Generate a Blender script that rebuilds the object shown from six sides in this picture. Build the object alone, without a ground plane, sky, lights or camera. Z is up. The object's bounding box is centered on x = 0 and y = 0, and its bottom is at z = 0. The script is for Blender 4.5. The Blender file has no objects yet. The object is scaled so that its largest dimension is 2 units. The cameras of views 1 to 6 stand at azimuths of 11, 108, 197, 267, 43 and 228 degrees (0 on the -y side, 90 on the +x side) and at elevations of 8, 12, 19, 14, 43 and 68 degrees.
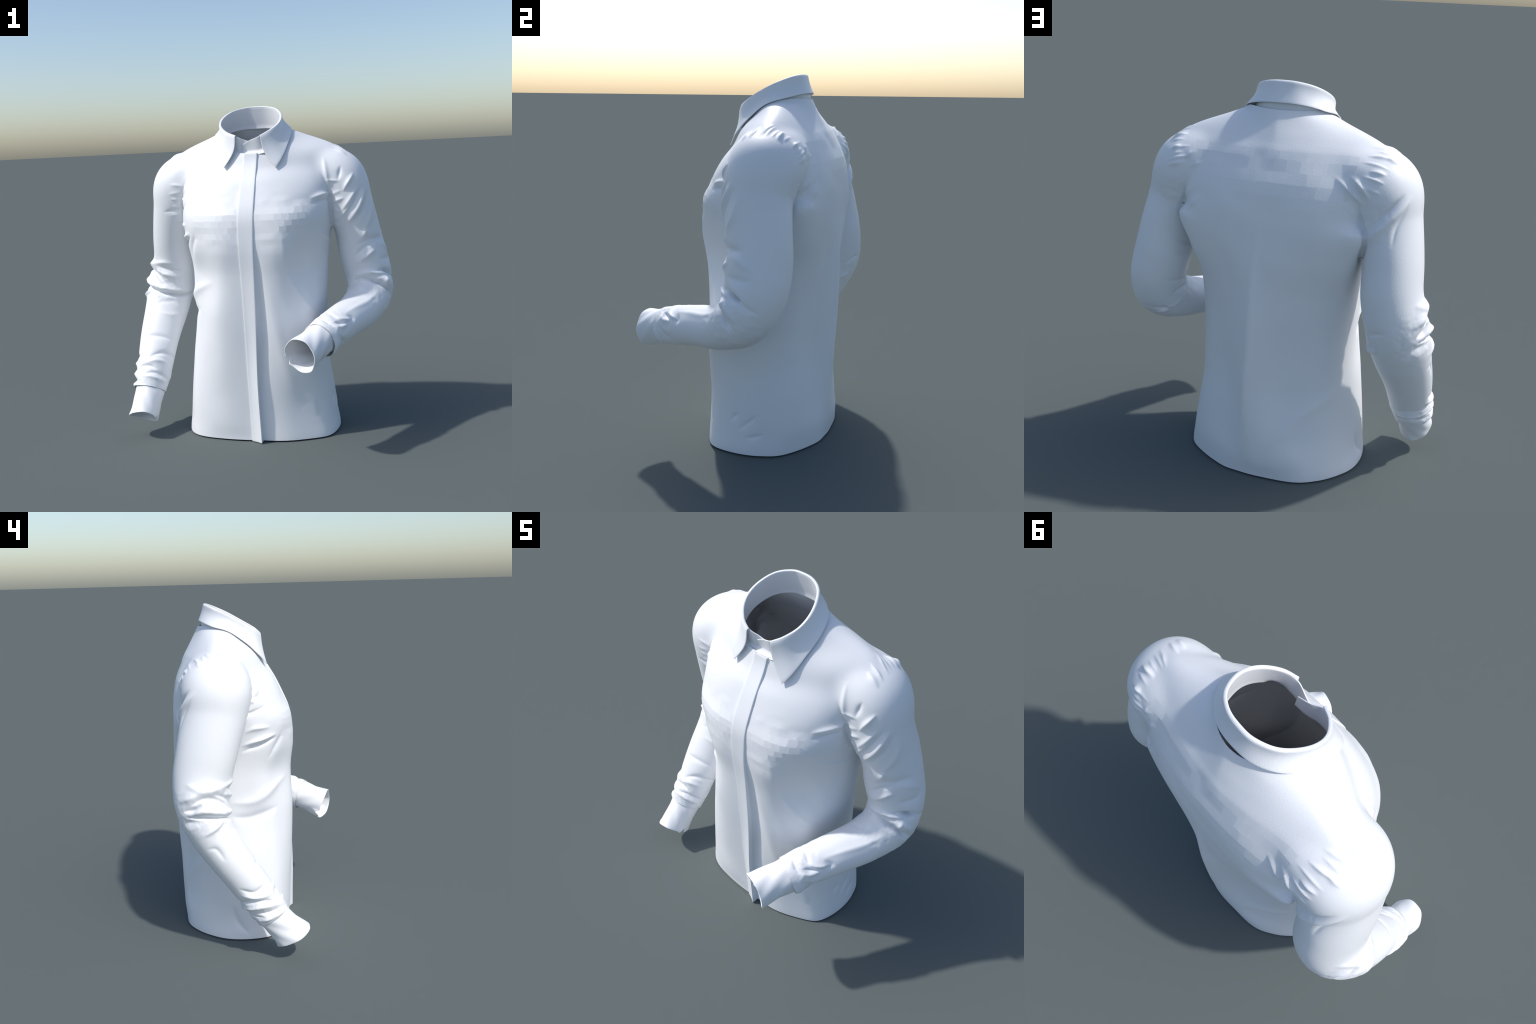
import bpy, bmesh, math, random
import numpy as np
from mathutils import Vector, noise
from mathutils.bvhtree import BVHTree

random.seed(7)
RNG = np.random.default_rng(7)

# ------------------------------------------------------------------ helpers
def pchip(xk, yk, x):
    """Monotone cubic interpolation of one or several columns."""
    xk = np.asarray(xk, float); yk = np.asarray(yk, float)
    if yk.ndim == 1:
        yk = yk[:, None]
    h = np.diff(xk)[:, None]; d = np.diff(yk, axis=0) / h
    m = np.zeros_like(yk); m[0] = d[0]; m[-1] = d[-1]
    for i in range(1, len(xk) - 1):
        s = d[i - 1] * d[i] > 0
        w1 = 2 * h[i] + h[i - 1]; w2 = h[i] + 2 * h[i - 1]
        with np.errstate(divide='ignore', invalid='ignore'):
            m[i] = np.where(s, (w1 + w2) / (w1 / d[i - 1] + w2 / d[i]), 0)
    x = np.clip(np.atleast_1d(np.asarray(x, float)), xk[0], xk[-1])
    i = np.clip(np.searchsorted(xk, x) - 1, 0, len(xk) - 2)
    t = ((x - xk[i]) / (xk[i + 1] - xk[i]))[:, None]
    hh = h[i]
    return ((2*t**3 - 3*t**2 + 1) * yk[i] + (t**3 - 2*t**2 + t) * hh * m[i]
            + (-2*t**3 + 3*t**2) * yk[i + 1] + (t**3 - t**2) * hh * m[i + 1])

def catmull(P, n, closed=False):
    """n points per span through the control points P."""
    P = np.asarray(P, float); out = []
    N = len(P)
    for i in range(N if closed else N - 1):
        if closed:
            p0, p1, p2, p3 = P[(i-1) % N], P[i], P[(i+1) % N], P[(i+2) % N]
        else:
            p1, p2 = P[i], P[i+1]
            p0 = P[i-1] if i else 2*p1 - p2
            p3 = P[i+2] if i + 2 < N else 2*p2 - p1
        for k in range(n):
            t = k / n
            out.append(0.5*((2*p1) + (-p0+p2)*t + (2*p0-5*p1+4*p2-p3)*t*t + (-p0+3*p1-3*p2+p3)*t**3))
    if not closed:
        out.append(P[-1])
    return np.array(out)

def mesh_object(name, verts, faces, mat=None, parent=None, smooth=True):
    me = bpy.data.meshes.new(name)
    me.from_pydata([tuple(v) for v in verts], [], faces)
    me.update()
    if smooth:
        me.polygons.foreach_set('use_smooth', [True]*len(me.polygons))
    ob = bpy.data.objects.new(name, me)
    bpy.context.scene.collection.objects.link(ob)
    if mat: me.materials.append(mat)
    if parent: ob.parent = parent
    return ob

def grid_faces(rows, cols, closed=False, base=0):
    f = []
    for r in range(rows - 1):
        for c in range(cols if closed else cols - 1):
            c2 = (c + 1) % cols
            f.append((base + r*cols + c, base + r*cols + c2, base + (r+1)*cols + c2, base + (r+1)*cols + c))
    return f

def apply_mods(ob):
    dg = bpy.context.evaluated_depsgraph_get()
    me = bpy.data.meshes.new_from_object(ob.evaluated_get(dg))
    ob.modifiers.clear()
    old = ob.data; ob.data = me
    bpy.data.meshes.remove(old)

# ------------------------------------------------------------------ cloth material
def cloth(name, base=(0.82, 0.835, 0.86), weave=330.0, bump=0.32):
    m = bpy.data.materials.new(name); m.use_nodes = True
    nt = m.node_tree; N = nt.nodes; L = nt.links
    b = N['Principled BSDF']
    b.inputs['Roughness'].default_value = 0.47
    b.inputs['Specular IOR Level'].default_value = 0.5
    b.inputs['Sheen Weight'].default_value = 0.05
    tc = N.new('ShaderNodeTexCoord')
    n1 = N.new('ShaderNodeTexNoise'); n1.inputs['Scale'].default_value = 3.0; n1.inputs['Detail'].default_value = 2
    L.new(tc.outputs['Object'], n1.inputs['Vector'])
    r = N.new('ShaderNodeValToRGB')
    c0 = [c*0.985 for c in base]; c1 = [min(1, c*1.02) for c in base]
    r.color_ramp.elements[0].position = 0.3; r.color_ramp.elements[0].color = (*c0, 1)
    r.color_ramp.elements[1].position = 0.7; r.color_ramp.elements[1].color = (*c1, 1)
    L.new(n1.outputs['Fac'], r.inputs['Fac'])
    L.new(r.outputs['Color'], b.inputs['Base Color'])
    n2 = N.new('ShaderNodeTexNoise'); n2.inputs['Scale'].default_value = weave; n2.inputs['Detail'].default_value = 1
    L.new(tc.outputs['Object'], n2.inputs['Vector'])
    bm = N.new('ShaderNodeBump'); bm.inputs['Strength'].default_value = bump; bm.inputs['Distance'].default_value = 0.002
    L.new(n2.outputs['Fac'], bm.inputs['Height'])
    L.new(bm.outputs['Normal'], b.inputs['Normal'])
    return m

CLOTH = cloth('white_cotton')

# ------------------------------------------------------------------ torso: horizontal slices
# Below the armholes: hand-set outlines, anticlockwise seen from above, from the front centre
# past the wearer's left side, the pleat ridge of the back and the right side.
OUTLINES = {
 0.00: [(0, -.177), (.18, -.172), (.36, -.110), (.432, -.045), (.465, .09), (.455, .22), (.400, .335), (.21, .455), (.09, .482),
        (-.02, .488), (-.20, .474), (-.31, .418), (-.395, .338), (-.46, .235), (-.481, .10), (-.455, -.035), (-.370, -.122), (-.20, -.165)],
 0.10: [(0, -.182), (.18, -.170), (.35, -.104), (.420, -.030), (.450, .10), (.440, .23), (.385, .345), (.21, .455), (.09, .490),
        (-.01, .500), (-.18, .480), (-.30, .414), (-.388, .330), (-.45, .225), (-.468, .10), (-.445, -.028), (-.370, -.118), (-.20, -.172)],
 0.25: [(0, -.187), (.18, -.168), (.335, -.092), (.405, -.01), (.434, .12), (.420, .24), (.352, .356), (.20, .440), (.10, .490),
        (.02, .504), (-.15, .466), (-.29, .398), (-.385, .315), (-.445, .215), (-.455, .10), (-.435, -.02), (-.370, -.112), (-.20, -.178)],
 0.50: [(0, -.190), (.18, -.168), (.326, -.114), (.382, -.01), (.408, .12), (.394, .24), (.320, .355), (.18, .428), (.09, .498),
        (.04, .510), (-.12, .452), (-.265, .398), (-.362, .328), (-.422, .222), (-.430, .10), (-.410, -.02), (-.352, -.110), (-.20, -.196)],
 0.75: [(0, -.193), (.18, -.174), (.306, -.108), (.366, .004), (.400, .12), (.392, .24), (.320, .360), (.18, .446), (.08, .505),
        (.03, .516), (-.12, .460), (-.265, .407), (-.360, .328), (-.408, .225), (-.402, .10), (-.382, -.01), (-.332, -.098), (-.20, -.197)],
 1.00: [(0, -.200), (.18, -.190), (.286, -.092), (.368, .010), (.416, .12), (.410, .24), (.345, .372), (.21, .468), (.08, .514),
        (.02, .520), (-.12, .483), (-.265, .430), (-.368, .348), (-.412, .23), (-.410, .10), (-.382, -.01), (-.312, -.090), (-.18, -.192)],
 1.20: [(0, -.212), (.18, -.218), (.312, -.122), (.398, -.005), (.436, .12), (.434, .25), (.402, .422), (.235, .488), (.10, .514),
        (.02, .520), (-.12, .512), (-.278, .480), (-.410, .412), (-.43, .25), (-.432, .10), (-.412, -.02), (-.345, -.122), (-.18, -.212)],
 1.35: [(0, -.204), (.18, -.206), (.33, -.145), (.420, -.04), (.455, .12), (.468, .28), (.455, .440), (.280, .496), (.10, .514),
        (.00, .516), (-.12, .514), (-.30, .499), (-.462, .446), (-.468, .28), (-.455, .10), (-.420, -.04), (-.330, -.145), (-.18, -.206)],
}
# Above: half-width, y_front, y_back, y_centre, squareness of the front and of the back half
SHOULDERS = {
 1.40:  (.464, -.188, .512, .20, 2.6, 3.6),
 1.50:  (.480, -.140, .500, .22, 2.40, 3.3),
 1.56:  (.495, -.112, .487, .23, 2.06, 2.9),
 1.63:  (.515, -.068, .462, .24, 1.68, 2.2),
 1.70:  (.520, -.040, .434, .25, 1.55, 1.75),
 1.735: (.500, -.026, .415, .25, 1.42, 1.5),
 1.77:  (.438, -.012, .396, .25, 1.32, 1.36),
 1.80:  (.366,  .003, .379, .24, 1.3, 1.32),
 1.83:  (.278,  .015, .362, .22, 1.45, 1.45),
 1.86:  (.200,  .025, .346, .19, 1.8, 1.8),
 1.90:  (.180,  .040, .326, .18, 2.0, 2.0),
}
NA = 240
ANG = np.linspace(-np.pi, np.pi, NA, endpoint=False)
AXIS = np.array([0.0, .18])

def polar(points):
    """radius about the body axis at the angles ANG"""
    q = points - AXIS
    th = np.arctan2(q[:, 1], q[:, 0]); r = np.hypot(q[:, 0], q[:, 1])
    o = np.argsort(th); th, r = th[o], r[o]
    return np.interp(ANG, np.concatenate([th-2*np.pi, th, th+2*np.pi]), np.tile(r, 3))

def superellipse(a, yf, yb, yc, ef, eb, n=720):
    t = np.linspace(0, 2*np.pi, n, endpoint=False)
    c, s = np.cos(t), np.sin(t)
    e = np.where(s > 0, eb, ef)
    return np.stack([a*np.sign(c)*np.abs(c)**(2/e),
                     yc + np.where(s > 0, (yb-yc), (yc-yf))*np.sign(s)*np.abs(s)**(2/e)], 1)

SLICE_Z = [-.06] + sorted(OUTLINES) + sorted(SHOULDERS)
SLICE_R = [polar(catmull(OUTLINES[z], 10, True)) for z in sorted(OUTLINES)]
SLICE_R = np.array([SLICE_R[0]] + SLICE_R + [polar(superellipse(*SHOULDERS[z])) for z in sorted(SHOULDERS)])

def torso_ring(z):
    r = pchip(SLICE_Z, SLICE_R, z)[0]
    return np.stack([AXIS[0] + r*np.cos(ANG), AXIS[1] + r*np.sin(ANG), np.full(NA, z)], 1)

def torso_level(P):
    """1 on the torso slices, more outside."""
    q = P[:, :2] - AXIS
    zi = np.linspace(-.06, 1.9, 197)
    R = pchip(SLICE_Z, SLICE_R, zi)
    k = np.clip(((P[:, 2]+.06)/.01).round().astype(int), 0, 196)
    j = ((np.arctan2(q[:, 1], q[:, 0]) + np.pi)/(2*np.pi)*NA).astype(int) % NA
    return np.hypot(q[:, 0], q[:, 1])/R[k, j]

def closed_loft(rings):
    n = len(rings[0])
    V = np.concatenate(rings); F = grid_faces(len(rings), n, True)
    k = len(V)
    V = np.vstack([V, rings[0].mean(0), rings[-1].mean(0)])
    for c in range(n):
        F.append((k, (c+1) % n, c))
        F.append((k+1, (len(rings)-1)*n + c, (len(rings)-1)*n + (c+1) % n))
    return V, F

# ------------------------------------------------------------------ sleeves: tubes along a spine
#          x      y      z     r_side  r_fore-aft
SLEEVE_R = [(-.300, .240, 1.595, .150, .180),
            (-.398, .250, 1.585, .158, .188),
            (-.496, .250, 1.530, .183, .202),
            (-.538, .265, 1.395, .160, .184),
            (-.582, .312, 1.210, .143, .172),
            (-.598, .346, 1.050, .145, .165),
            (-.636, .352, 0.900, .150, .150),
            (-.662, .304, 0.760, .145, .130),
            (-.685, .208, 0.610, .130, .118),
            (-.696, .102, 0.460, .116, .112),
            (-.706, .022, 0.340, .108, .108),
            (-.713, -.026, 0.265, .098, .098)]
SLEEVE_L = [(.310, .240, 1.595, .150, .180),
            (.402, .244, 1.585, .158, .188),
            (.492, .238, 1.527, .176, .192),
            (.544, .230, 1.395, .156, .173),
            (.594, .250, 1.250, .137, .166),
            (.625, .259, 1.090, .144, .168),
            (.660, .254, 0.950, .142, .158),
            (.664, .190, 0.825, .138, .144),
            (.608, .062, 0.752, .120, .113),
            (.530, -.090, 0.720, .111, .105),
            (.453, -.235, 0.688, .106, .104),
            (.403, -.328, 0.663, .100, .101)]

def sleeve_frames(ctrl, per=14):
    C = catmull(ctrl, per)
    P, R = C[:, :3], C[:, 3:]
    T = np.gradient(P, axis=0); T /= np.linalg.norm(T, axis=1)[:, None]
    W = np.zeros_like(T); w = np.array([0.0, 1.0, 0.0])
    for i, t in enumerate(T):                       # carry the fore-aft axis along the tube without twist
        w = w - t*(t @ w); w /= np.linalg.norm(w); W[i] = w
    U = np.cross(W, T)
    return P, R, T, U, W

def sleeve_rings(ctrl, n=96):
    P, R, T, U, W = sleeve_frames(ctrl)
    t = np.linspace(0, 2*np.pi, n, endpoint=False)
    rings = []
    for k in range(6):                              # rounded shoulder cap
        f = math.sin((k+0.5)/6*math.pi/2); o = -math.cos((k+0.5)/6*math.pi/2)*0.10
        rings.append(P[0] + T[0]*o + f*(R[0, 0]*np.outer(np.cos(t), U[0]) + R[0, 1]*np.outer(np.sin(t), W[0])))
    for p, r, u, w in zip(P, R, U, W):
        rings.append(p + r[0]*np.outer(np.cos(t), u) + r[1]*np.outer(np.sin(t), w))
    for o in (0.02, 0.04):                          # run on past the wrist, cut off later
        rings.append(rings[-1] + T[-1]*0.02)
    return rings

# ------------------------------------------------------------------ fuse torso and sleeves
VS, FS = [], []
base = 0
for rings in ([torso_ring(z) for z in np.concatenate([np.linspace(-.06, 1.6, 90), np.linspace(1.61, 1.9, 50)])],
              sleeve_rings(SLEEVE_R), sleeve_rings(SLEEVE_L)):
    V, F = closed_loft(rings)
    VS.append(V); FS += [tuple(i + base for i in f) for f in F]; base += len(V)
blank = mesh_object('blank', np.concatenate(VS), FS)
bm = bmesh.new(); bm.from_mesh(blank.data)
# make every shell face outwards
bmesh.ops.recalc_face_normals(bm, faces=bm.faces); bm.to_mesh(blank.data); bm.free()
md = blank.modifiers.new('r', 'REMESH'); md.mode = 'VOXEL'; md.voxel_size = 0.0055; md.adaptivity = 0
ms = blank.modifiers.new('s', 'SMOOTH'); ms.factor = 0.5; ms.iterations = 12
apply_mods(blank)

# ------------------------------------------------------------------ relief
def sizes(me):
    co = np.empty(len(me.vertices)*3); me.vertices.foreach_get('co', co)
    no = np.empty(len(me.vertices)*3); me.vertices.foreach_get('normal', no)
    return co.reshape(-1, 3), no.reshape(-1, 3)

me = blank.data
CO, NO = sizes(me)
ED = np.empty(len(me.edges)*2, int); me.edges.foreach_get('vertices', ED); ED = ED.reshape(-1, 2)

def relax(weight, rounds):
    """pull the cloth taut where weight > 0"""
    global CO
    n = len(CO)
    deg = np.bincount(ED.ravel(), minlength=n)[:, None]
    for _ in range(rounds):
        acc = np.stack([np.bincount(ED[:, 0], CO[ED[:, 1], c], n) + np.bincount(ED[:, 1], CO[ED[:, 0], c], n) for c in range(3)], 1)
        CO = CO + weight[:, None]*0.5*(acc/deg - CO)
sm = np.clip((CO[:, 2]-1.42)/.15, 0, 1)*np.clip((np.abs(CO[:, 0])-.15)/.15, 0, 1)
ch = np.clip((.14-np.abs(CO[:, 2]-1.28))/.06, 0, 1)*(CO[:, 1] < 0)
bk = np.clip((.16-np.abs(CO[:, 2]-1.38))/.08, 0, 1)*(CO[:, 1] > .25)*np.clip((.42-np.abs(CO[:, 0]))/.08, 0, 1)
relax(np.maximum(np.maximum(sm, ch), bk), 130)
me.vertices.foreach_set('co', CO.ravel()); me.update(); CO, NO = sizes(me)

def seg_dist(P, poly):
    """distance to a polyline and the 0..1 place along it"""
    best = np.full(len(P), 9.0); pos = np.zeros(len(P))
    L = np.concatenate([[0], np.cumsum(np.linalg.norm(np.diff(poly, axis=0), axis=1))]); L /= L[-1]
    for i in range(len(poly)-1):
        a, b = poly[i], poly[i+1]; ab = b - a
        t = np.clip(((P-a) @ ab)/(ab @ ab), 0, 1)
        d = np.linalg.norm(P - a - t[:, None]*ab, axis=1)
        k = d < best
        best[k] = d[k]; pos[k] = (L[i] + t*(L[i+1]-L[i]))[k]
    return best, pos

DISP = np.zeros(len(CO))
BODY = BVHTree.FromPolygons([tuple(c) for c in CO], [tuple(p.vertices) for p in me.polygons])

def fold(points, width, height):
    """a soft ridge (height > 0) or groove along a line on the cloth, dying away at both ends"""
    P = np.asarray(points, float)
    P = np.vstack([P[0] + .3*(P[0]-P[1]), P, P[-1] + .3*(P[-1]-P[-2])])
    poly = catmull(P, 5)
    poly = np.array([tuple(BODY.find_nearest(Vector(p))[0]) for p in poly])
    w = width*1.15
    lo, hi = poly.min(0) - 4*w, poly.max(0) + 4*w
    k = np.where(((CO > lo) & (CO < hi)).all(1))[0]
    if not len(k): return
    d, s = seg_dist(CO[k], poly)
    taper = np.sin(np.pi*np.clip(s, 0, 1))**1.3
    ww = w*(.55 + .45*taper)
    q = (d/ww)**2
    DISP[k] += FOLD_GAIN*height*taper*np.where(q < 16, 1/(1 + q)**1.5 - 1/17**1.5, 0)

FOLD_GAIN = 1.0

# FOLDS-BEGIN
# armholes
fold([(-.316, .439, 1.604), (-.37, .443, 1.562), (-.431, .437, 1.509)], .012, 0.018)  # pucker right blade
fold([(-.381, .431, 1.614), (-.431, .44, 1.577), (-.467, .446, 1.533)], .012, 0.018)  # pucker right blade
fold([(.399, .432, 1.581), (.37, .432, 1.595), (.341, .433, 1.605)], .010, 0.010)  # pucker left blade
fold([(.425, .423, 1.617), (.403, .417, 1.639), (.38, .41, 1.653)], .010, 0.010)  # pucker left blade
fold([(.511, .39, 1.647), (.488, .391, 1.656), (.469, .392, 1.662)], .010, 0.010)  # pucker left shoulder
fold([(.546, .325, 1.681), (.508, .326, 1.698), (.471, .325, 1.712)], .010, 0.008)  # pucker left shoulder
fold([(.453, .391, 1.422), (.402, .439, 1.466), (.364, .458, 1.496)], .014, 0.010)  # gather left side
fold([(.401, .456, 1.38), (.368, .464, 1.421), (.334, .476, 1.448)], .014, 0.010)  # gather left side
fold([(-.517, .343, 1.698), (-.544, .343, 1.687), (-.571, .338, 1.676)], .012, 0.008)  # pucker right shoulder

# right sleeve
fold([(-.771, .268, .877), (-.696, .205, .854), (-.613, .199, .835), (-.544, .237, .822), (-.503, .356, .811)], .010, -0.036)  # elbow crease, front
fold([(-.767, .271, .9), (-.696, .212, .881), (-.606, .206, .861), (-.542, .239, .85), (-.495, .333, .848)], .022, 0.018)  # roll above the crease
fold([(-.691, .218, .984), (-.621, .197, .963), (-.561, .211, .947), (-.51, .239, .969)], .016, 0.014)  # fold on the upper sleeve
fold([(-.688, .216, 1.016), (-.608, .189, .999), (-.529, .221, .973)], .012, -0.010)  # hollow over it
fold([(-.698, .224, 1.035), (-.636, .185, 1.044), (-.579, .183, 1.035)], .015, 0.010)  # fold on the upper sleeve
fold([(-.747, .283, .999), (-.693, .218, .96), (-.643, .204, .91)], .012, -0.014)  # slanting tuck
fold([(-.733, .419, 1.048), (-.756, .334, 1.017), (-.699, .225, 1.031)], .024, 0.018)  # roll on the outside
fold([(-.764, .423, .934), (-.771, .379, .967), (-.76, .303, .983), (-.696, .218, .922)], .012, -0.024)  # tuck on the outside
fold([(-.773, .414, .903), (-.786, .338, .914), (-.736, .231, .878)], .020, 0.021)  # roll on the outside
fold([(-.768, .426, .877), (-.791, .329, .882), (-.73, .221, .858)], .010, -0.033)  # elbow crease, outside
fold([(-.803, .333, .785), (-.797, .288, .815), (-.763, .244, .847)], .012, 0.016)  # short pleat
fold([(-.799, .325, .703), (-.81, .282, .705), (-.813, .241, .647)], .014, -0.008)  # hollow
fold([(-.691, .173, .781), (-.613, .187, .793), (-.545, .227, .76)], .020, -0.007)  # forearm wave
fold([(-.66, .141, .723), (-.587, .164, .702), (-.536, .241, .7)], .018, 0.006)  # forearm wave
fold([(-.743, .067, .59), (-.63, .068, .582), (-.586, .099, .55)], .015, -0.008)  # forearm wave
fold([(-.705, -.021, .475), (-.669, -.006, .491), (-.622, .022, .491), (-.585, .107, .427)], .012, -0.014)  # wrist gather
fold([(-.769, -.033, .416), (-.706, -.05, .429), (-.66, -.051, .41)], .010, -0.014)  # wrist gather
fold([(-.717, -.075, .385), (-.658, -.062, .386), (-.602, -.001, .324)], .010, -0.011)  # wrist gather
fold([(-.717, -.039, .445), (-.665, -.026, .457), (-.607, .011, .431)], .014, 0.010)  # wrist roll
fold([(-.741, -.077, .37), (-.67, -.079, .364), (-.61, -.029, .313)], .012, 0.010)  # wrist roll
fold([(-.805, .149, .46), (-.812, .084, .442), (-.785, .026, .475)], .012, -0.015)  # wrist gather
fold([(-.776, .139, .371), (-.813, .052, .394), (-.793, -.027, .381)], .011, -0.016)  # wrist gather
fold([(-.786, .086, .307), (-.813, .009, .32), (-.758, -.085, .339)], .011, -0.016)  # wrist gather
fold([(-.798, .139, .421), (-.812, .063, .412), (-.779, -.018, .423)], .013, 0.014)  # wrist roll
fold([(-.785, .107, .337), (-.813, .031, .357), (-.786, -.049, .359)], .013, 0.014)  # wrist roll
fold([(-.774, .064, .258), (-.81, -.023, .294), (-.767, -.089, .319)], .012, 0.014)  # wrist roll
fold([(-.628, .122, .341), (-.717, .167, .362), (-.799, .116, .388)], .010, -0.010)  # wrist gather
fold([(-.65, .095, .284), (-.736, .113, .29), (-.807, .029, .29)], .010, -0.014)  # wrist gather
fold([(-.639, .111, .314), (-.727, .141, .327), (-.803, .079, .343)], .012, 0.010)  # wrist roll
fold([(-.522, .448, .877), (-.55, .483, .903), (-.59, .503, .919)], .012, -0.016)  # elbow notch
fold([(-.52, .422, .832), (-.524, .404, .799), (-.561, .45, .806)], .020, 0.018)  # elbow bump
fold([(-.712, .462, .81), (-.759, .435, .847), (-.796, .348, .857)], .020, -0.014)  # elbow back
fold([(-.778, .359, .949), (-.777, .397, .924), (-.753, .444, .91)], .013, -0.027)  # elbow notch
fold([(-.733, .46, .962), (-.761, .395, .991), (-.758, .352, 1.015)], .022, 0.016)  # roll over the elbow
fold([(-.477, .435, 1.385), (-.523, .445, 1.445), (-.57, .436, 1.494), (-.612, .404, 1.546)], .012, -0.016)  # back of the upper sleeve
fold([(-.455, .427, 1.291), (-.495, .444, 1.358), (-.552, .445, 1.421), (-.637, .384, 1.527)], .020, 0.016)  # back of the upper sleeve
fold([(-.593, .456, 1.338), (-.6, .434, 1.407), (-.634, .394, 1.492)], .010, -0.008)  # back of the upper sleeve

# left sleeve
fold([(.583, .116, .921), (.648, .091, .937), (.714, .09, .916), (.763, .113, .893), (.801, .188, .806)], .010, -0.036)  # elbow crook
fold([(.71, .11, .977), (.765, .154, .979), (.805, .241, .929)], .010, -0.024)  # tuck above the elbow
fold([(.581, .121, .949), (.664, .098, .97), (.724, .113, .965), (.769, .151, .959)], .014, 0.016)  # roll over the crook
fold([(.602, .1, 1.03), (.675, .102, 1.083), (.714, .13, 1.105)], .018, 0.014)  # roll over the crook
fold([(.732, .106, .934), (.774, .138, .918), (.806, .194, .856)], .022, 0.016)  # elbow roll
fold([(.594, .096, 1.073), (.658, .098, 1.129), (.704, .127, 1.144)], .014, -0.010)  # hollow
fold([(.528, .063, 1.357), (.582, .064, 1.434), (.609, .081, 1.476)], .013, 0.011)  # drape
fold([(.541, .069, 1.323), (.605, .073, 1.42), (.635, .105, 1.483)], .013, -0.009)  # hollow between drapes
fold([(.561, .077, 1.284), (.624, .082, 1.381), (.653, .123, 1.465)], .016, 0.014)  # drape
fold([(.598, .078, 1.287), (.657, .109, 1.381), (.671, .151, 1.456)], .018, -0.008)  # hollow between drapes
fold([(.658, .104, 1.245), (.69, .144, 1.319), (.69, .173, 1.405)], .022, 0.008)  # drape
fold([(.647, .096, 1.185), (.655, .101, 1.216), (.659, .104, 1.237)], .016, 0.010)  # bump
fold([(.601, .091, 1.134), (.666, .103, 1.165), (.742, .199, 1.176)], .020, -0.010)  # hollow
fold([(.765, .153, .975), (.791, .19, .958), (.803, .229, .944)], .010, -0.033)  # crook slit
fold([(.802, .223, .94), (.805, .27, .909), (.792, .308, .892)], .012, -0.009)  # crook tuck
fold([(.744, .097, .895), (.787, .133, .854), (.797, .174, .794)], .010, -0.022)  # crook tuck
fold([(.771, .142, .936), (.77, .123, .898), (.793, .148, .864)], .016, 0.014)  # roll
fold([(.73, .161, 1.152), (.763, .223, 1.116), (.773, .282, 1.087)], .020, 0.008)  # wave
fold([(.743, .147, 1.045), (.784, .231, 1.038), (.783, .283, 1.048)], .020, -0.010)  # wave
fold([(.708, .134, 1.158), (.738, .183, 1.167), (.751, .219, 1.161)], .018, -0.008)  # wave
fold([(.516, -.332, .692), (.537, -.28, .642), (.506, -.231, .597)], .016, -0.015)  # forearm fold below
fold([(.495, -.369, .668), (.496, -.337, .616), (.44, -.328, .57)], .018, 0.011)  # forearm fold below
fold([(.419, -.302, .776), (.464, -.328, .76), (.497, -.327, .738)], .010, -0.011)  # wrist gather
fold([(.446, -.232, .794), (.487, -.261, .784), (.504, -.261, .777)], .008, -0.007)  # wrist gather
fold([(.505, -.263, .776), (.536, -.253, .76), (.565, -.218, .757)], .012, 0.014)  # wrist crumple
fold([(.495, -.305, .757), (.527, -.276, .751), (.56, -.24, .743)], .010, -0.014)  # wrist crumple
fold([(.503, -.321, .737), (.533, -.289, .73), (.554, -.254, .735)], .012, 0.010)  # wrist crumple
fold([(.416, -.379, .75), (.461, -.392, .716), (.483, -.385, .683)], .008, 0.006)  # cuff seam
fold([(.549, -.192, .789), (.608, -.1, .804), (.656, -.026, .814), (.715, .052, .848)], .018, 0.008)  # forearm edge
fold([(.557, -.202, .777), (.587, -.19, .755), (.572, -.22, .745)], .014, -0.008)  # forearm
fold([(.666, .345, .783), (.607, .316, .77), (.553, .259, .778)], .012, -0.011)  # elbow back
fold([(.645, .306, .74), (.572, .288, .778), (.533, .233, .82)], .016, 0.014)  # elbow back
fold([(.549, .318, .872), (.535, .28, .869), (.534, .178, .873)], .014, -0.022)  # elbow inner
fold([(.56, .376, .953), (.526, .315, .942), (.524, .216, .92)], .012, -0.008)  # elbow inner
fold([(.508, .37, 1.185), (.487, .333, 1.17), (.474, .276, 1.144)], .012, -0.008)  # under the arm
fold([(.511, .365, 1.105), (.49, .325, 1.1), (.48, .271, 1.089)], .014, -0.008)  # under the arm
fold([(.539, .053, 1.475), (.562, .062, 1.518), (.589, .086, 1.561)], .012, 0.014)  # shoulder pleat
fold([(.508, .051, 1.539), (.517, .058, 1.574), (.523, .073, 1.61)], .012, -0.010)  # shoulder pleat
fold([(.488, .103, 1.29), (.547, .063, 1.347), (.594, .068, 1.417)], .012, 0.008)  # sleeve drape

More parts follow.
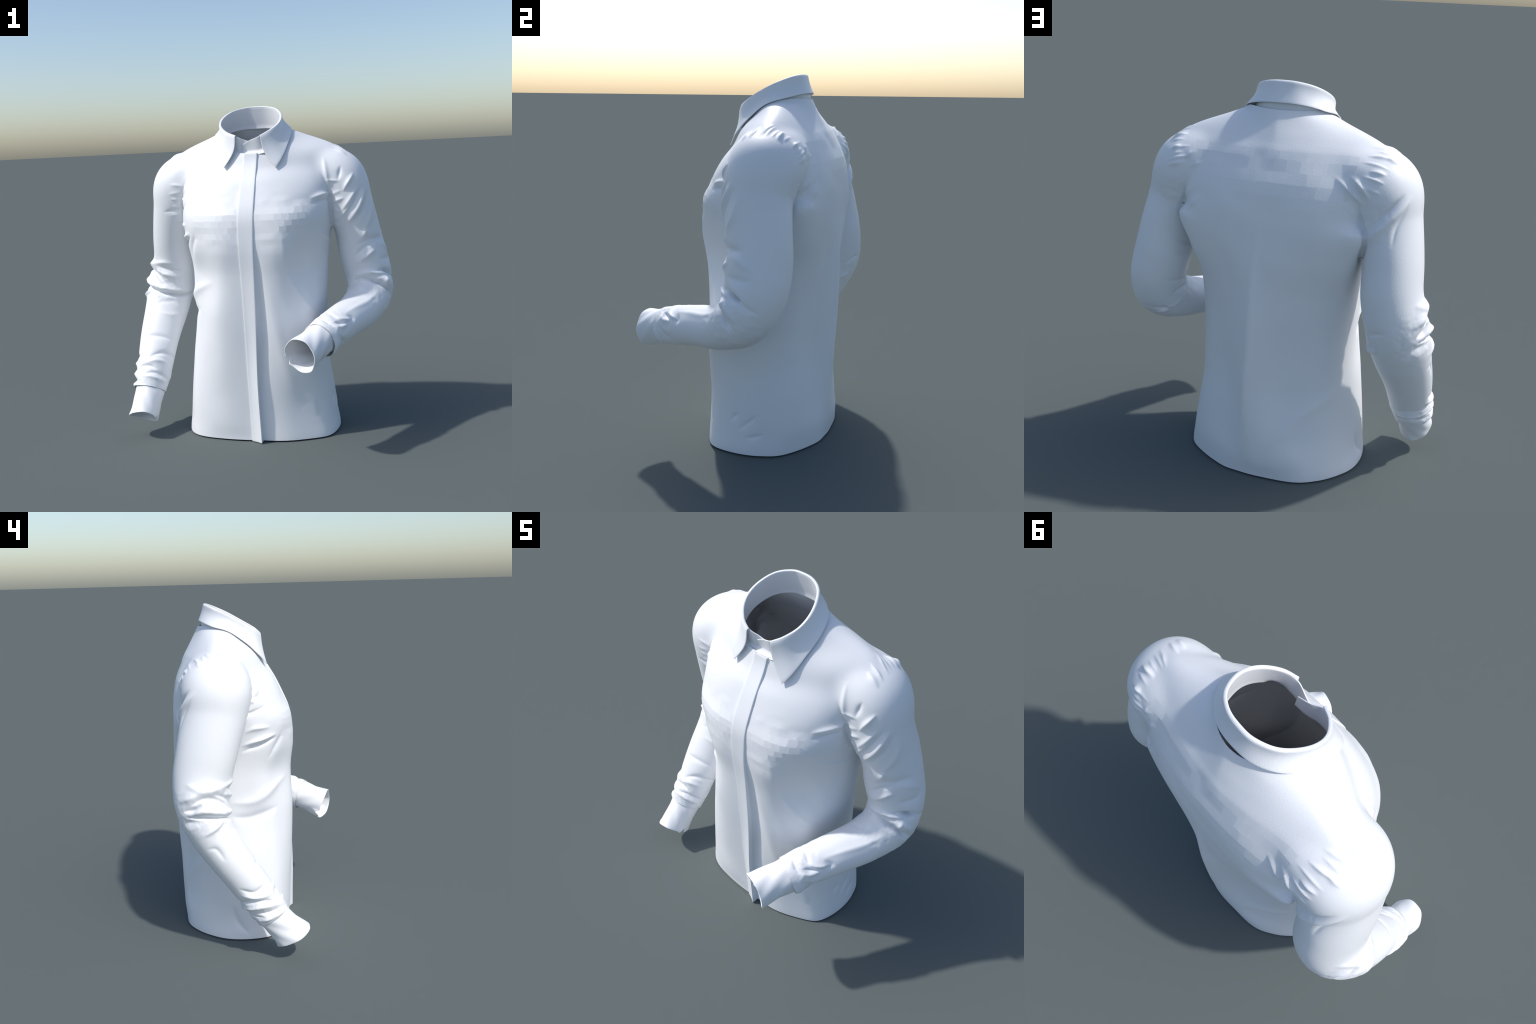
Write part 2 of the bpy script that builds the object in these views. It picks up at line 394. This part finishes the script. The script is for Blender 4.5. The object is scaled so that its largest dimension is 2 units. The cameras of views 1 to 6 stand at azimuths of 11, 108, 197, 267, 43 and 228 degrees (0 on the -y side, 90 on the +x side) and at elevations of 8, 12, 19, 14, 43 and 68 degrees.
# torso
fold([(-.432, .099, 1.199), (-.429, .035, 1.221), (-.392, -.072, 1.248)], .014, 0.017)  # fold under the right arm
fold([(-.427, .1, 1.164), (-.424, .035, 1.188), (-.385, -.078, 1.226)], .012, -0.015)  # fold under the right arm
fold([(-.564, .083, 1.377), (-.446, .043, 1.394), (-.412, -.023, 1.422)], .012, -0.011)  # fold under the right arm
fold([(-.443, .086, 1.28), (-.44, .034, 1.299), (-.414, -.043, 1.3)], .014, 0.010)  # fold under the right arm
fold([(-.324, -.143, 1.256), (-.365, -.097, 1.182), (-.378, -.053, 1.115)], .022, -0.010)  # drape from the bust
fold([(-.411, .167, .849), (-.397, .048, .852), (-.345, -.063, .913), (-.256, -.144, .961)], .032, 0.014)  # waist fold right
fold([(-.41, .169, .763), (-.399, .075, .75), (-.349, -.072, .79)], .030, -0.016)  # waist fold right
fold([(-.453, .195, .196), (-.463, .168, .108), (-.476, .11, .046)], .022, -0.014)  # hem fold right
fold([(.369, -.062, 1.444), (.428, .016, 1.457), (.474, .058, 1.454)], .014, 0.015)  # fold by the left arm
fold([(.374, -.073, 1.413), (.428, .004, 1.423), (.473, .064, 1.424)], .014, -0.011)  # fold by the left arm
fold([(.425, .081, 1.659), (.438, .051, 1.578), (.449, .05, 1.478)], .015, 0.010)  # fold by the left arm
fold([(.379, -.061, 1.247), (.418, .036, 1.212), (.436, .152, 1.169)], .012, 0.010)  # fold by the left arm
fold([(.199, -.208, 1.246), (.209, -.181, 1.048), (.253, -.135, .918), (.318, -.084, .811), (.363, -.005, .736)], .028, 0.009)  # drape left
fold([(.294, -.141, 1.208), (.307, -.074, 1.039), (.358, -.008, .853)], .070, -0.012)  # hollow left waist
fold([(.111, -.193, .893), (.151, -.175, .603), (.214, -.158, .357)], .050, 0.010)  # drape left of the placket
fold([(.053, -.208, 1.084), (.049, -.189, .703), (.04, -.186, .315)], .034, -0.020)  # hollow beside the placket
fold([(.351, -.093, .159), (.326, -.099, .231), (.291, -.12, .267)], .030, 0.008)  # hem bulge
fold([(.432, .046, .177), (.433, .068, .204), (.434, .09, .223)], .012, -0.007)  # hem fold left
fold([(.445, .098, .137), (.442, .149, .181), (.435, .189, .218)], .012, -0.008)  # hem fold left
fold([(.452, .142, .096), (.447, .19, .106), (.438, .226, .122)], .012, -0.007)  # hem fold left
fold([(.017, .513, 1.384), (.035, .52, 1.219), (.048, .522, .993), (.06, .516, .707), (.088, .496, .291)], .030, 0.010)  # back pleat ridge
fold([(-.079, .491, .193), (-.188, .44, .344), (-.289, .387, .43), (-.375, .312, .512)], .036, 0.010)  # slanting ridge of the back
fold([(.195, .497, 1.188), (.167, .488, 1.007), (.188, .447, .799)], .070, -0.014)  # hollow of the back
# FOLDS-END

# armhole seams: pulled in along the valley between sleeve and body
def valley(sgn, facing, zs):
    pts = []
    for z in zs:
        xs = np.linspace(.34, .60, 53)
        f = []
        for x in xs:
            h = BODY.ray_cast(Vector((sgn*x, 2*facing, z)), Vector((0, -facing, 0)))
            f.append(2 - facing*h[0].y if h[0] else np.nan)
        f = np.array(f)
        k = 7
        dip = f[k:-k] - .5*(f[:-2*k] + f[2*k:])
        if np.all(np.isnan(dip)): continue
        i = int(np.nanargmax(dip)) + k
        pts.append((sgn*xs[i], facing*(2 - f[i]), z))
    return pts
for sgn in (-1, 1):
    v = np.array(valley(sgn, -1, np.linspace(1.27, 1.58, 8)))
    v[1:-1, 0] = (v[:-2, 0] + v[1:-1, 0] + v[2:, 0])/3
    fold(v, .011, -.018)
    w = np.array(valley(sgn, 1, np.linspace(1.18, 1.52, 9)))
    w[1:-1, 0] = (w[:-2, 0] + w[1:-1, 0] + w[2:, 0])/3
    fold(w, .010, -.022)
    for p in v[:-1]:                                # little gathers fanning out of the seam
        for d in (-1, 1):
            if random.random() < .35: continue
            ln = .05 + .05*random.random(); dz = -.02 + .05*random.random()
            fold([(p[0] + sgn*d*.012, p[1] - .01, p[2]), (p[0] + sgn*d*ln*.55, p[1] - .01, p[2] + d*dz*.5), (p[0] + sgn*d*ln, p[1], p[2] + d*dz)],
                 .007 + .004*random.random(), .004 + .005*random.random())

# short puckers across the shoulder seams
for sgn, dy in ((1, 0.0), (-1, .02)):
    a = 62.0
    while a < 165:
        r = math.radians(a)
        px, py, pz = .545 - .03*(a-62)/100, .245 + dy - .19*math.cos(r), 1.50 + .19*math.sin(r)
        ln = .05 + .05*random.random()
        tilt = .01 + .02*random.random()
        fold([(sgn*px, py, pz), (sgn*(px - ln*.5), py + tilt*.5, pz + ln*.2), (sgn*(px - ln), py + tilt, pz + ln*.35)],
             .007 + .004*random.random(), .004 + .006*random.random())
        a += 7 + 9*random.random()

# faceted press marks on the chest and over the shoulder blades: a coarse net of small level changes
def press_marks(cell_x, cell_z, height, mask):
    net = RNG.uniform(-1, 1, (80, 120))
    gx = (CO[:, 0] + 1)/cell_x; gz = CO[:, 2]/cell_z
    i = np.floor(gx).astype(int); j = np.floor(gz).astype(int)
    fx, fz = gx - i, gz - j
    v = (net[i, j]*(1-fx)*(1-fz) + net[i+1, j]*fx*(1-fz) + net[i, j+1]*(1-fx)*fz + net[i+1, j+1]*fx*fz)
    global DISP
    DISP += height*v*mask
zz = CO[:, 2]
press_marks(.042, .036, .0018, (NO[:, 1] < -.3)*np.clip((.17-np.abs(zz-1.33))/.05, 0, 1)*np.clip((.40-np.abs(CO[:, 0]))/.1, 0, 1))
press_marks(.075, .070, .0030, (NO[:, 1] > .2)*np.clip((.18-np.abs(zz-1.55))/.06, 0, 1)*np.clip((.45-np.abs(CO[:, 0]))/.1, 0, 1))

# slow drape of the loose cloth
for i in range(len(CO)):
    p = Vector((CO[i, 0]*5.0, CO[i, 1]*5.0, CO[i, 2]*3.2))
    DISP[i] += .0045*noise.noise(p)

# fine crumpling where the sleeves bunch up
def crumple(c, radius, height, scale):
    q = (CO - np.asarray(c))/radius
    w = np.clip(1.3 - (q**2).sum(1), 0, 1)
    for i in np.where(w > 0)[0]:
        p = Vector(CO[i])*scale
        DISP[i] += height*w[i]*(noise.noise(p) + .5*noise.noise(p*2.1))
crumple((-.64, .33, .89), .19, .0055, 24)
crumple((-.71, .03, .33), .14, .0045, 26)
crumple((.65, .18, .85), .19, .0048, 24)
crumple((.45, -.24, .68), .14, .0045, 26)
for c in ((-.47, .42, 1.42), (.47, .40, 1.42)):
    crumple(c, .12, .0028, 30)

CO = CO + NO*DISP[:, None]
me.vertices.foreach_set('co', CO.ravel()); me.update()

# ------------------------------------------------------------------ open hem, wrists and neck
def neckline(x, y):
    return 1.716 + .417*(y + .03) + .05*(x/.2)**2*min(1, max(0, y/.12))

bm = bmesh.new(); bm.from_mesh(me)
def slice_off(co, no, near):
    g = [f for f in bm.faces if near(f.calc_center_median())]
    geom = set(g)
    for f in g:
        geom.update(f.verts); geom.update(f.edges)
    r = bmesh.ops.bisect_plane(bm, geom=list(geom), dist=1e-5, plane_co=co, plane_no=no)
    co, no = Vector(co), Vector(no)
    dead = [f for f in bm.faces if near(f.calc_center_median()) and (f.calc_center_median()-co).dot(no) > 0]
    bmesh.ops.delete(bm, geom=dead, context='FACES')
slice_off((0, 0, 0.006), (0, 0, -1), lambda c: c.z < 0.1 and abs(c.x) < .6)
for ctrl in (SLEEVE_R, SLEEVE_L):
    P, R, T, U, W = sleeve_frames(ctrl)
    e = Vector(P[-1]); t = Vector(T[-1])
    slice_off(e, t, lambda c, e=e: (c - e).length < .16)
dead = [f for f in bm.faces if f.calc_center_median().z > 1.6 and all(v.co.z > neckline(v.co.x, v.co.y) for v in f.verts)]
bmesh.ops.delete(bm, geom=dead, context='FACES')
for v in bm.verts:
    if v.is_boundary and v.co.z > 1.6:
        v.co.z = neckline(v.co.x, v.co.y)
loose = [v for v in bm.verts if not v.link_faces]
bmesh.ops.delete(bm, geom=loose, context='VERTS')
bm.normal_update(); bm.to_mesh(me); bm.free(); me.update()
CO, NO = sizes(me)
# pressed, slightly faceted areas of the chest and the yoke: the cloth lies in small flat patches there
def flat_patches(mask, cx, cz, share):
    idx = np.where(mask)[0]
    row = np.floor(CO[idx, 2]/cz)
    cell = (np.floor(CO[idx, 0]/cx + .37*(row % 3)).astype(int) + 500)*1000 + row.astype(int)
    u, inv = np.unique(cell, return_inverse=True)
    acc = np.stack([np.bincount(inv, NO[idx, c]) for c in range(3)], 1)
    acc /= np.linalg.norm(acc, axis=1)[:, None]
    n = NO[idx]*(1-share) + acc[inv]*share
    NO[idx] = n/np.linalg.norm(n, axis=1)[:, None]
X_, Z_ = CO[:, 0], CO[:, 2]
flat_patches((NO[:, 1] < -.3) & (np.abs(X_) < .34) & (Z_ > 1.235 + .03*np.sin(9*X_)) & (Z_ < 1.42), .043, .036, .8)
flat_patches((NO[:, 1] > .1) & (np.abs(X_) < .40) & (Z_ > 1.46 + .05*np.sin(14*X_)) & (Z_ < 1.70), .062, .052, .6)
SURF = BVHTree.FromPolygons([tuple(c) for c in CO], [tuple(p.vertices) for p in me.polygons])

# ------------------------------------------------------------------ cut the cloth into its panels
def spine_level(P, ctrl):
    S, R, *_ = sleeve_frames(ctrl)
    d = np.full(len(P), 9.0)
    for p, r in zip(S[10:], R[10:]):
        d = np.minimum(d, np.linalg.norm(P - p, axis=1)/r.mean())
    return d

polys = [tuple(p.vertices) for p in me.polygons]
CEN = np.array([CO[list(p)].mean(0) for p in polys])
tl = torso_level(CEN)
side = np.where(CEN[:, 0] < 0, -1, 1)
sl = np.where(side < 0, spine_level(CEN, SLEEVE_R), spine_level(CEN, SLEEVE_L))
ax = np.abs(CEN[:, 0])
seam = .455 + .09*np.clip((CEN[:, 2]-1.2)/.5, 0, 1)
in_sleeve = np.where(CEN[:, 2] > 1.24, ax > seam, (np.abs(sl-1) < np.abs(tl-1)) & (ax > .25))
REGION = np.where(in_sleeve, np.where(side < 0, 0, 1), 0)
yc = .16 + .06*np.clip((CEN[:, 2]-1.2)/.5, 0, 1)
REGION = np.where(in_sleeve, REGION, np.where(CEN[:, 1] > yc, 2, np.where(CEN[:, 0] < 0, 3, 4)))

# rims: boundary edges of the whole garment
edge_count = {}
for p in polys:
    for a, b in zip(p, p[1:] + p[:1]):
        edge_count[(min(a, b), max(a, b))] = edge_count.get((min(a, b), max(a, b)), 0) + 1

shirt = bpy.data.objects.new('shirt', None)
bpy.context.scene.collection.objects.link(shirt)
shirt['label'] = 'plain white long sleeved button up shirt, one arm bent'
shirt['category'] = 'shirt'

THICK = 0.005
def panel(name, reg):
    idx = [i for i in range(len(polys)) if REGION[i] == reg]
    used = sorted({v for i in idx for v in polys[i]})
    new = {v: k for k, v in enumerate(used)}
    n = len(used)
    V = np.vstack([CO[used], CO[used] - NO[used]*THICK])
    NN = np.vstack([NO[used], -NO[used]])
    F = []
    for i in idx:
        p = polys[i]
        F.append(tuple(new[v] for v in p))
        F.append(tuple(new[v] + n for v in reversed(p)))
        for a, b in zip(p, p[1:] + p[:1]):
            if edge_count[(min(a, b), max(a, b))] == 1:
                F.append((new[b], new[a], new[a] + n, new[b] + n))
    ob = mesh_object(name, V, F, CLOTH, shirt)
    ob.data.normals_split_custom_set_from_vertices([tuple(v) for v in NN])
    return ob
panel('sleeve', 0); panel('sleeve', 1)
panel('back_panel', 2); panel('front_panel', 3); panel('front_panel', 4)
bpy.data.objects.remove(blank)

# ------------------------------------------------------------------ thickened sheets (collar, cuffs, placket)
def sheet(name, grid, thick, parent, close_u=False, inward=-1, round_edge=True, mat=CLOTH):
    """grid: rows x cols x 3 outer face; the inner face lies `thick` behind"""
    rows, cols = grid.shape[:2]
    F = grid_faces(rows, cols, close_u)
    ob = mesh_object(name, grid.reshape(-1, 3), F, mat, parent)
    md = ob.modifiers.new('t', 'SOLIDIFY'); md.thickness = thick; md.offset = inward; md.use_even_offset = False
    if round_edge:
        b = ob.modifiers.new('b', 'BEVEL'); b.width = thick*0.3; b.segments = 2; b.limit_method = 'ANGLE'; b.angle_limit = math.radians(60)
    apply_mods(ob)
    ob.data.polygons.foreach_set('use_smooth', [True]*len(ob.data.polygons))
    return ob

# ---- collar
collar = bpy.data.objects.new('collar', None); collar.parent = shirt
bpy.context.scene.collection.objects.link(collar)
# fold line from the wearer's left corner round the back to the right corner
FOLD = [(.070, -.043, 1.816), (.125, -.010, 1.845), (.172, .060, 1.885), (.178, .150, 1.935), (.135, .245, 1.978),
        (.065, .293, 1.996), (-.010, .305, 2.000), (-.080, .298, 1.996), (-.158, .250, 1.975), (-.203, .155, 1.932),
        (-.198, .065, 1.885), (-.145, -.003, 1.845), (-.082, -.037, 1.822)]
OUTER = [(.158, -.064, 1.628), (.196, -.020, 1.690), (.216, .060, 1.758), (.222, .150, 1.820), (.178, .255, 1.876),
         (.090, .322, 1.899), (-.010, .338, 1.903), (-.105, .326, 1.899), (-.195, .262, 1.872), (-.232, .150, 1.812),
         (-.222, .060, 1.756), (-.200, -.020, 1.697), (-.150, -.066, 1.638)]
def clear_of_body(P, gap):
    """lift points that lie closer than gap to the outside of the body"""
    P = P.copy()
    for i in range(len(P)):
        loc, nrm, _, _ = SURF.find_nearest(Vector(P[i]))
        d = (Vector(P[i]) - loc).dot(nrm)
        if d < gap:
            P[i] += np.array(nrm)*(gap - d)
    return P
fc, oc = catmull(FOLD, 8), catmull(OUTER, 8)
oc = clear_of_body(oc, 0.013)
for _ in range(3):
    oc[1:-1] = .5*oc[1:-1] + .25*(oc[:-2] + oc[2:])
cen = np.array([-.012, .13, 0])
outw = fc - cen; outw[:, 2] = 0; outw /= np.linalg.norm(outw, axis=1)[:, None]
side_amt = np.abs(outw[:, :1])**1.5
rows = [fc - outw*.015 + (0, 0, -.006), fc - outw*.015 + (0, 0, -.001), fc - outw*.012 + (0, 0, .001), fc - outw*.003]
NR = 14
for k in range(1, NR + 1):
    s = k/NR
    g = fc*(1-s) + oc*s
    belly = -(.003 + .012*side_amt)*math.sin(math.pi*s)
    g = g + outw*belly
    if s > .4:
        g = clear_of_body(g, .006 + .007*s)
    rows.append(g)
leaf = np.array(rows)
for _ in range(4):
    leaf[:, 1:-1] = .5*leaf[:, 1:-1] + .25*(leaf[:, :-2] + leaf[:, 2:])
# the front edges of the leaf sweep in an S towards the point
for k in range(4, len(leaf)):
    s = (k-3)/NR
    for c in range(9):
        f = .020*math.sin(math.pi*s)**1.2*(1-c/9)**1.5
        leaf[k, c, 0] -= f; leaf[k, -1-c, 0] += f
sheet('collar_leaf', leaf[:, ::-1], 0.0045, collar)

# stand: the band inside, lapping at the front
STAND_TOP = [(-.040, -.012, 1.768), (.000, -.017, 1.790), (.062, -.030, 1.812)] + [
    (p[0] - (p[0]+.012)*.06, p[1] - (p[1]-.13)*.06, p[2]-.003) for p in FOLD[1:-1]] + [(-.078, -.022, 1.816), (-.030, -.010, 1.794), (.030, -.004, 1.772)]
STAND_LOW = [(-.046, .000, 1.728), (.000, -.004, 1.728), (.062, -.010, 1.732), (.125, .004, 1.756), (.168, .066, 1.792), (.178, .150, 1.832),
             (.142, .250, 1.866), (.075, .308, 1.880), (-.010, .321, 1.882), (-.090, .311, 1.880), (-.165, .256, 1.864), (-.200, .155, 1.832),
             (-.190, .068, 1.794), (-.145, .010, 1.758), (-.084, -.004, 1.734), (-.030, .006, 1.726), (.030, .010, 1.726)]
st, sb = catmull(STAND_TOP, 8), catmull(STAND_LOW, 8)
so = sb - cen; so[:, 2] = 0; so /= np.linalg.norm(so, axis=1)[:, None]
ledge = .026*np.clip((.05 - sb[:, 1:2])/.05, 0, 1)
band = np.array([st*(1-s) + sb*s for s in np.linspace(0, 1, 9)] + [sb + so*ledge*.5 + (0, 0, -.012), sb + so*ledge + (0, 0, -.020)])
sheet('collar_stand', band[:, ::-1], 0.005, collar)

# ---- placket: a strip laid on the front, its left-hand edge standing proud
def front_y(x, z):
    h = SURF.ray_cast(Vector((x, -2, z)), Vector((0, 1, 0)))
    return h[0].y if h[0] and h[0].y < .05 else -.026
zs = np.linspace(0.002, 1.714, 150)
#           z    left edge  right edge  lift left  lift right
PLACKET = [(0.00, -.037, .027, .006, .040),
           (0.40, -.042, .019, .006, .036),
           (0.80, -.047, .024, .006, .029),
           (1.10, -.054, .028, .006, .015),
           (1.30, -.056, .033, .006, .008),
           (1.50, -.048, .040, .006, .009),
           (1.73, -.030, .046, .005, .008)]
PLACKET = np.array(PLACKET)
pl = []
for z in zs:
    x0, x1, l0, l1 = pchip(PLACKET[:, 0], PLACKET[:, 1:], z)[0]
    y0, y1 = front_y(x0, max(z, .02)), front_y(x1, max(z, .02))
    row = [(x0 - .001, y0 + .004, z)]
    for u in np.linspace(0, 1, 9):
        row.append((x0 + (x1-x0)*u, y0 + (y1-y0)*u - l0 - (l1-l0)*u**1.3, z))
    row += [(x1 + .002, y1 - l1*.55, z), (x1 + .003, y1 + .006, z)]
    pl.append(row)
pl = np.array(pl)
k = np.ones(9)/9
pad = np.pad(pl[:, :, 1], ((4, 4), (0, 0)), mode='edge')
pl[:, :, 1] = np.stack([np.convolve(pad[:, c], k, 'valid') for c in range(pl.shape[1])], 1)
sheet('placket', pl, 0.004, shirt)

# ---- cuffs: slim bands that come out of the bunched sleeve, flare, and end with a notched slit
def cuff(ctrl, end_c, end_r, slit, wave):
    P, R, T, U, W = sleeve_frames(ctrl)
    p0 = P[-1]
    p1 = np.array(end_c); ax = p1 - p0; ax /= np.linalg.norm(ax)
    u0, w0 = U[-1], W[-1]
    n = 96
    t = np.linspace(0, 2*np.pi, n, endpoint=False)
    off = np.abs((t - slit + np.pi) % (2*np.pi) - np.pi)
    rows = []
    for s in np.linspace(-.22, 1, 22):
        c = p0 + (p1-p0)*s
        q = np.clip(s, 0, 1)
        r = R[-1]*.93*(1-q**1.5) + np.array(end_r)*q**1.5 - .004*math.sin(math.pi*q)
        ripple = .0025*np.sin(3*t + 5*q + slit)*q + .0015*np.sin(7*t + 9*q)
        g = c + np.outer((r[0] + ripple)*np.cos(t), u0) + np.outer((r[1] + ripple)*np.sin(t), w0)
        pull = wave*np.cos(2*t + 1.0) - .030*np.clip(1 - off/.20, 0, 1) + .006*np.exp(-((off-.26)/.12)**2)
        rows.append(g + ax*(q**4*pull)[:, None])
    return sheet('cuff', np.array(rows), 0.005, shirt, close_u=True)
cuff(SLEEVE_R, (-.724, -.148, .130), (.088, .112), 3.2, .008)
cuff(SLEEVE_L, (.312, -.478, .609), (.100, .104), .6, .008)
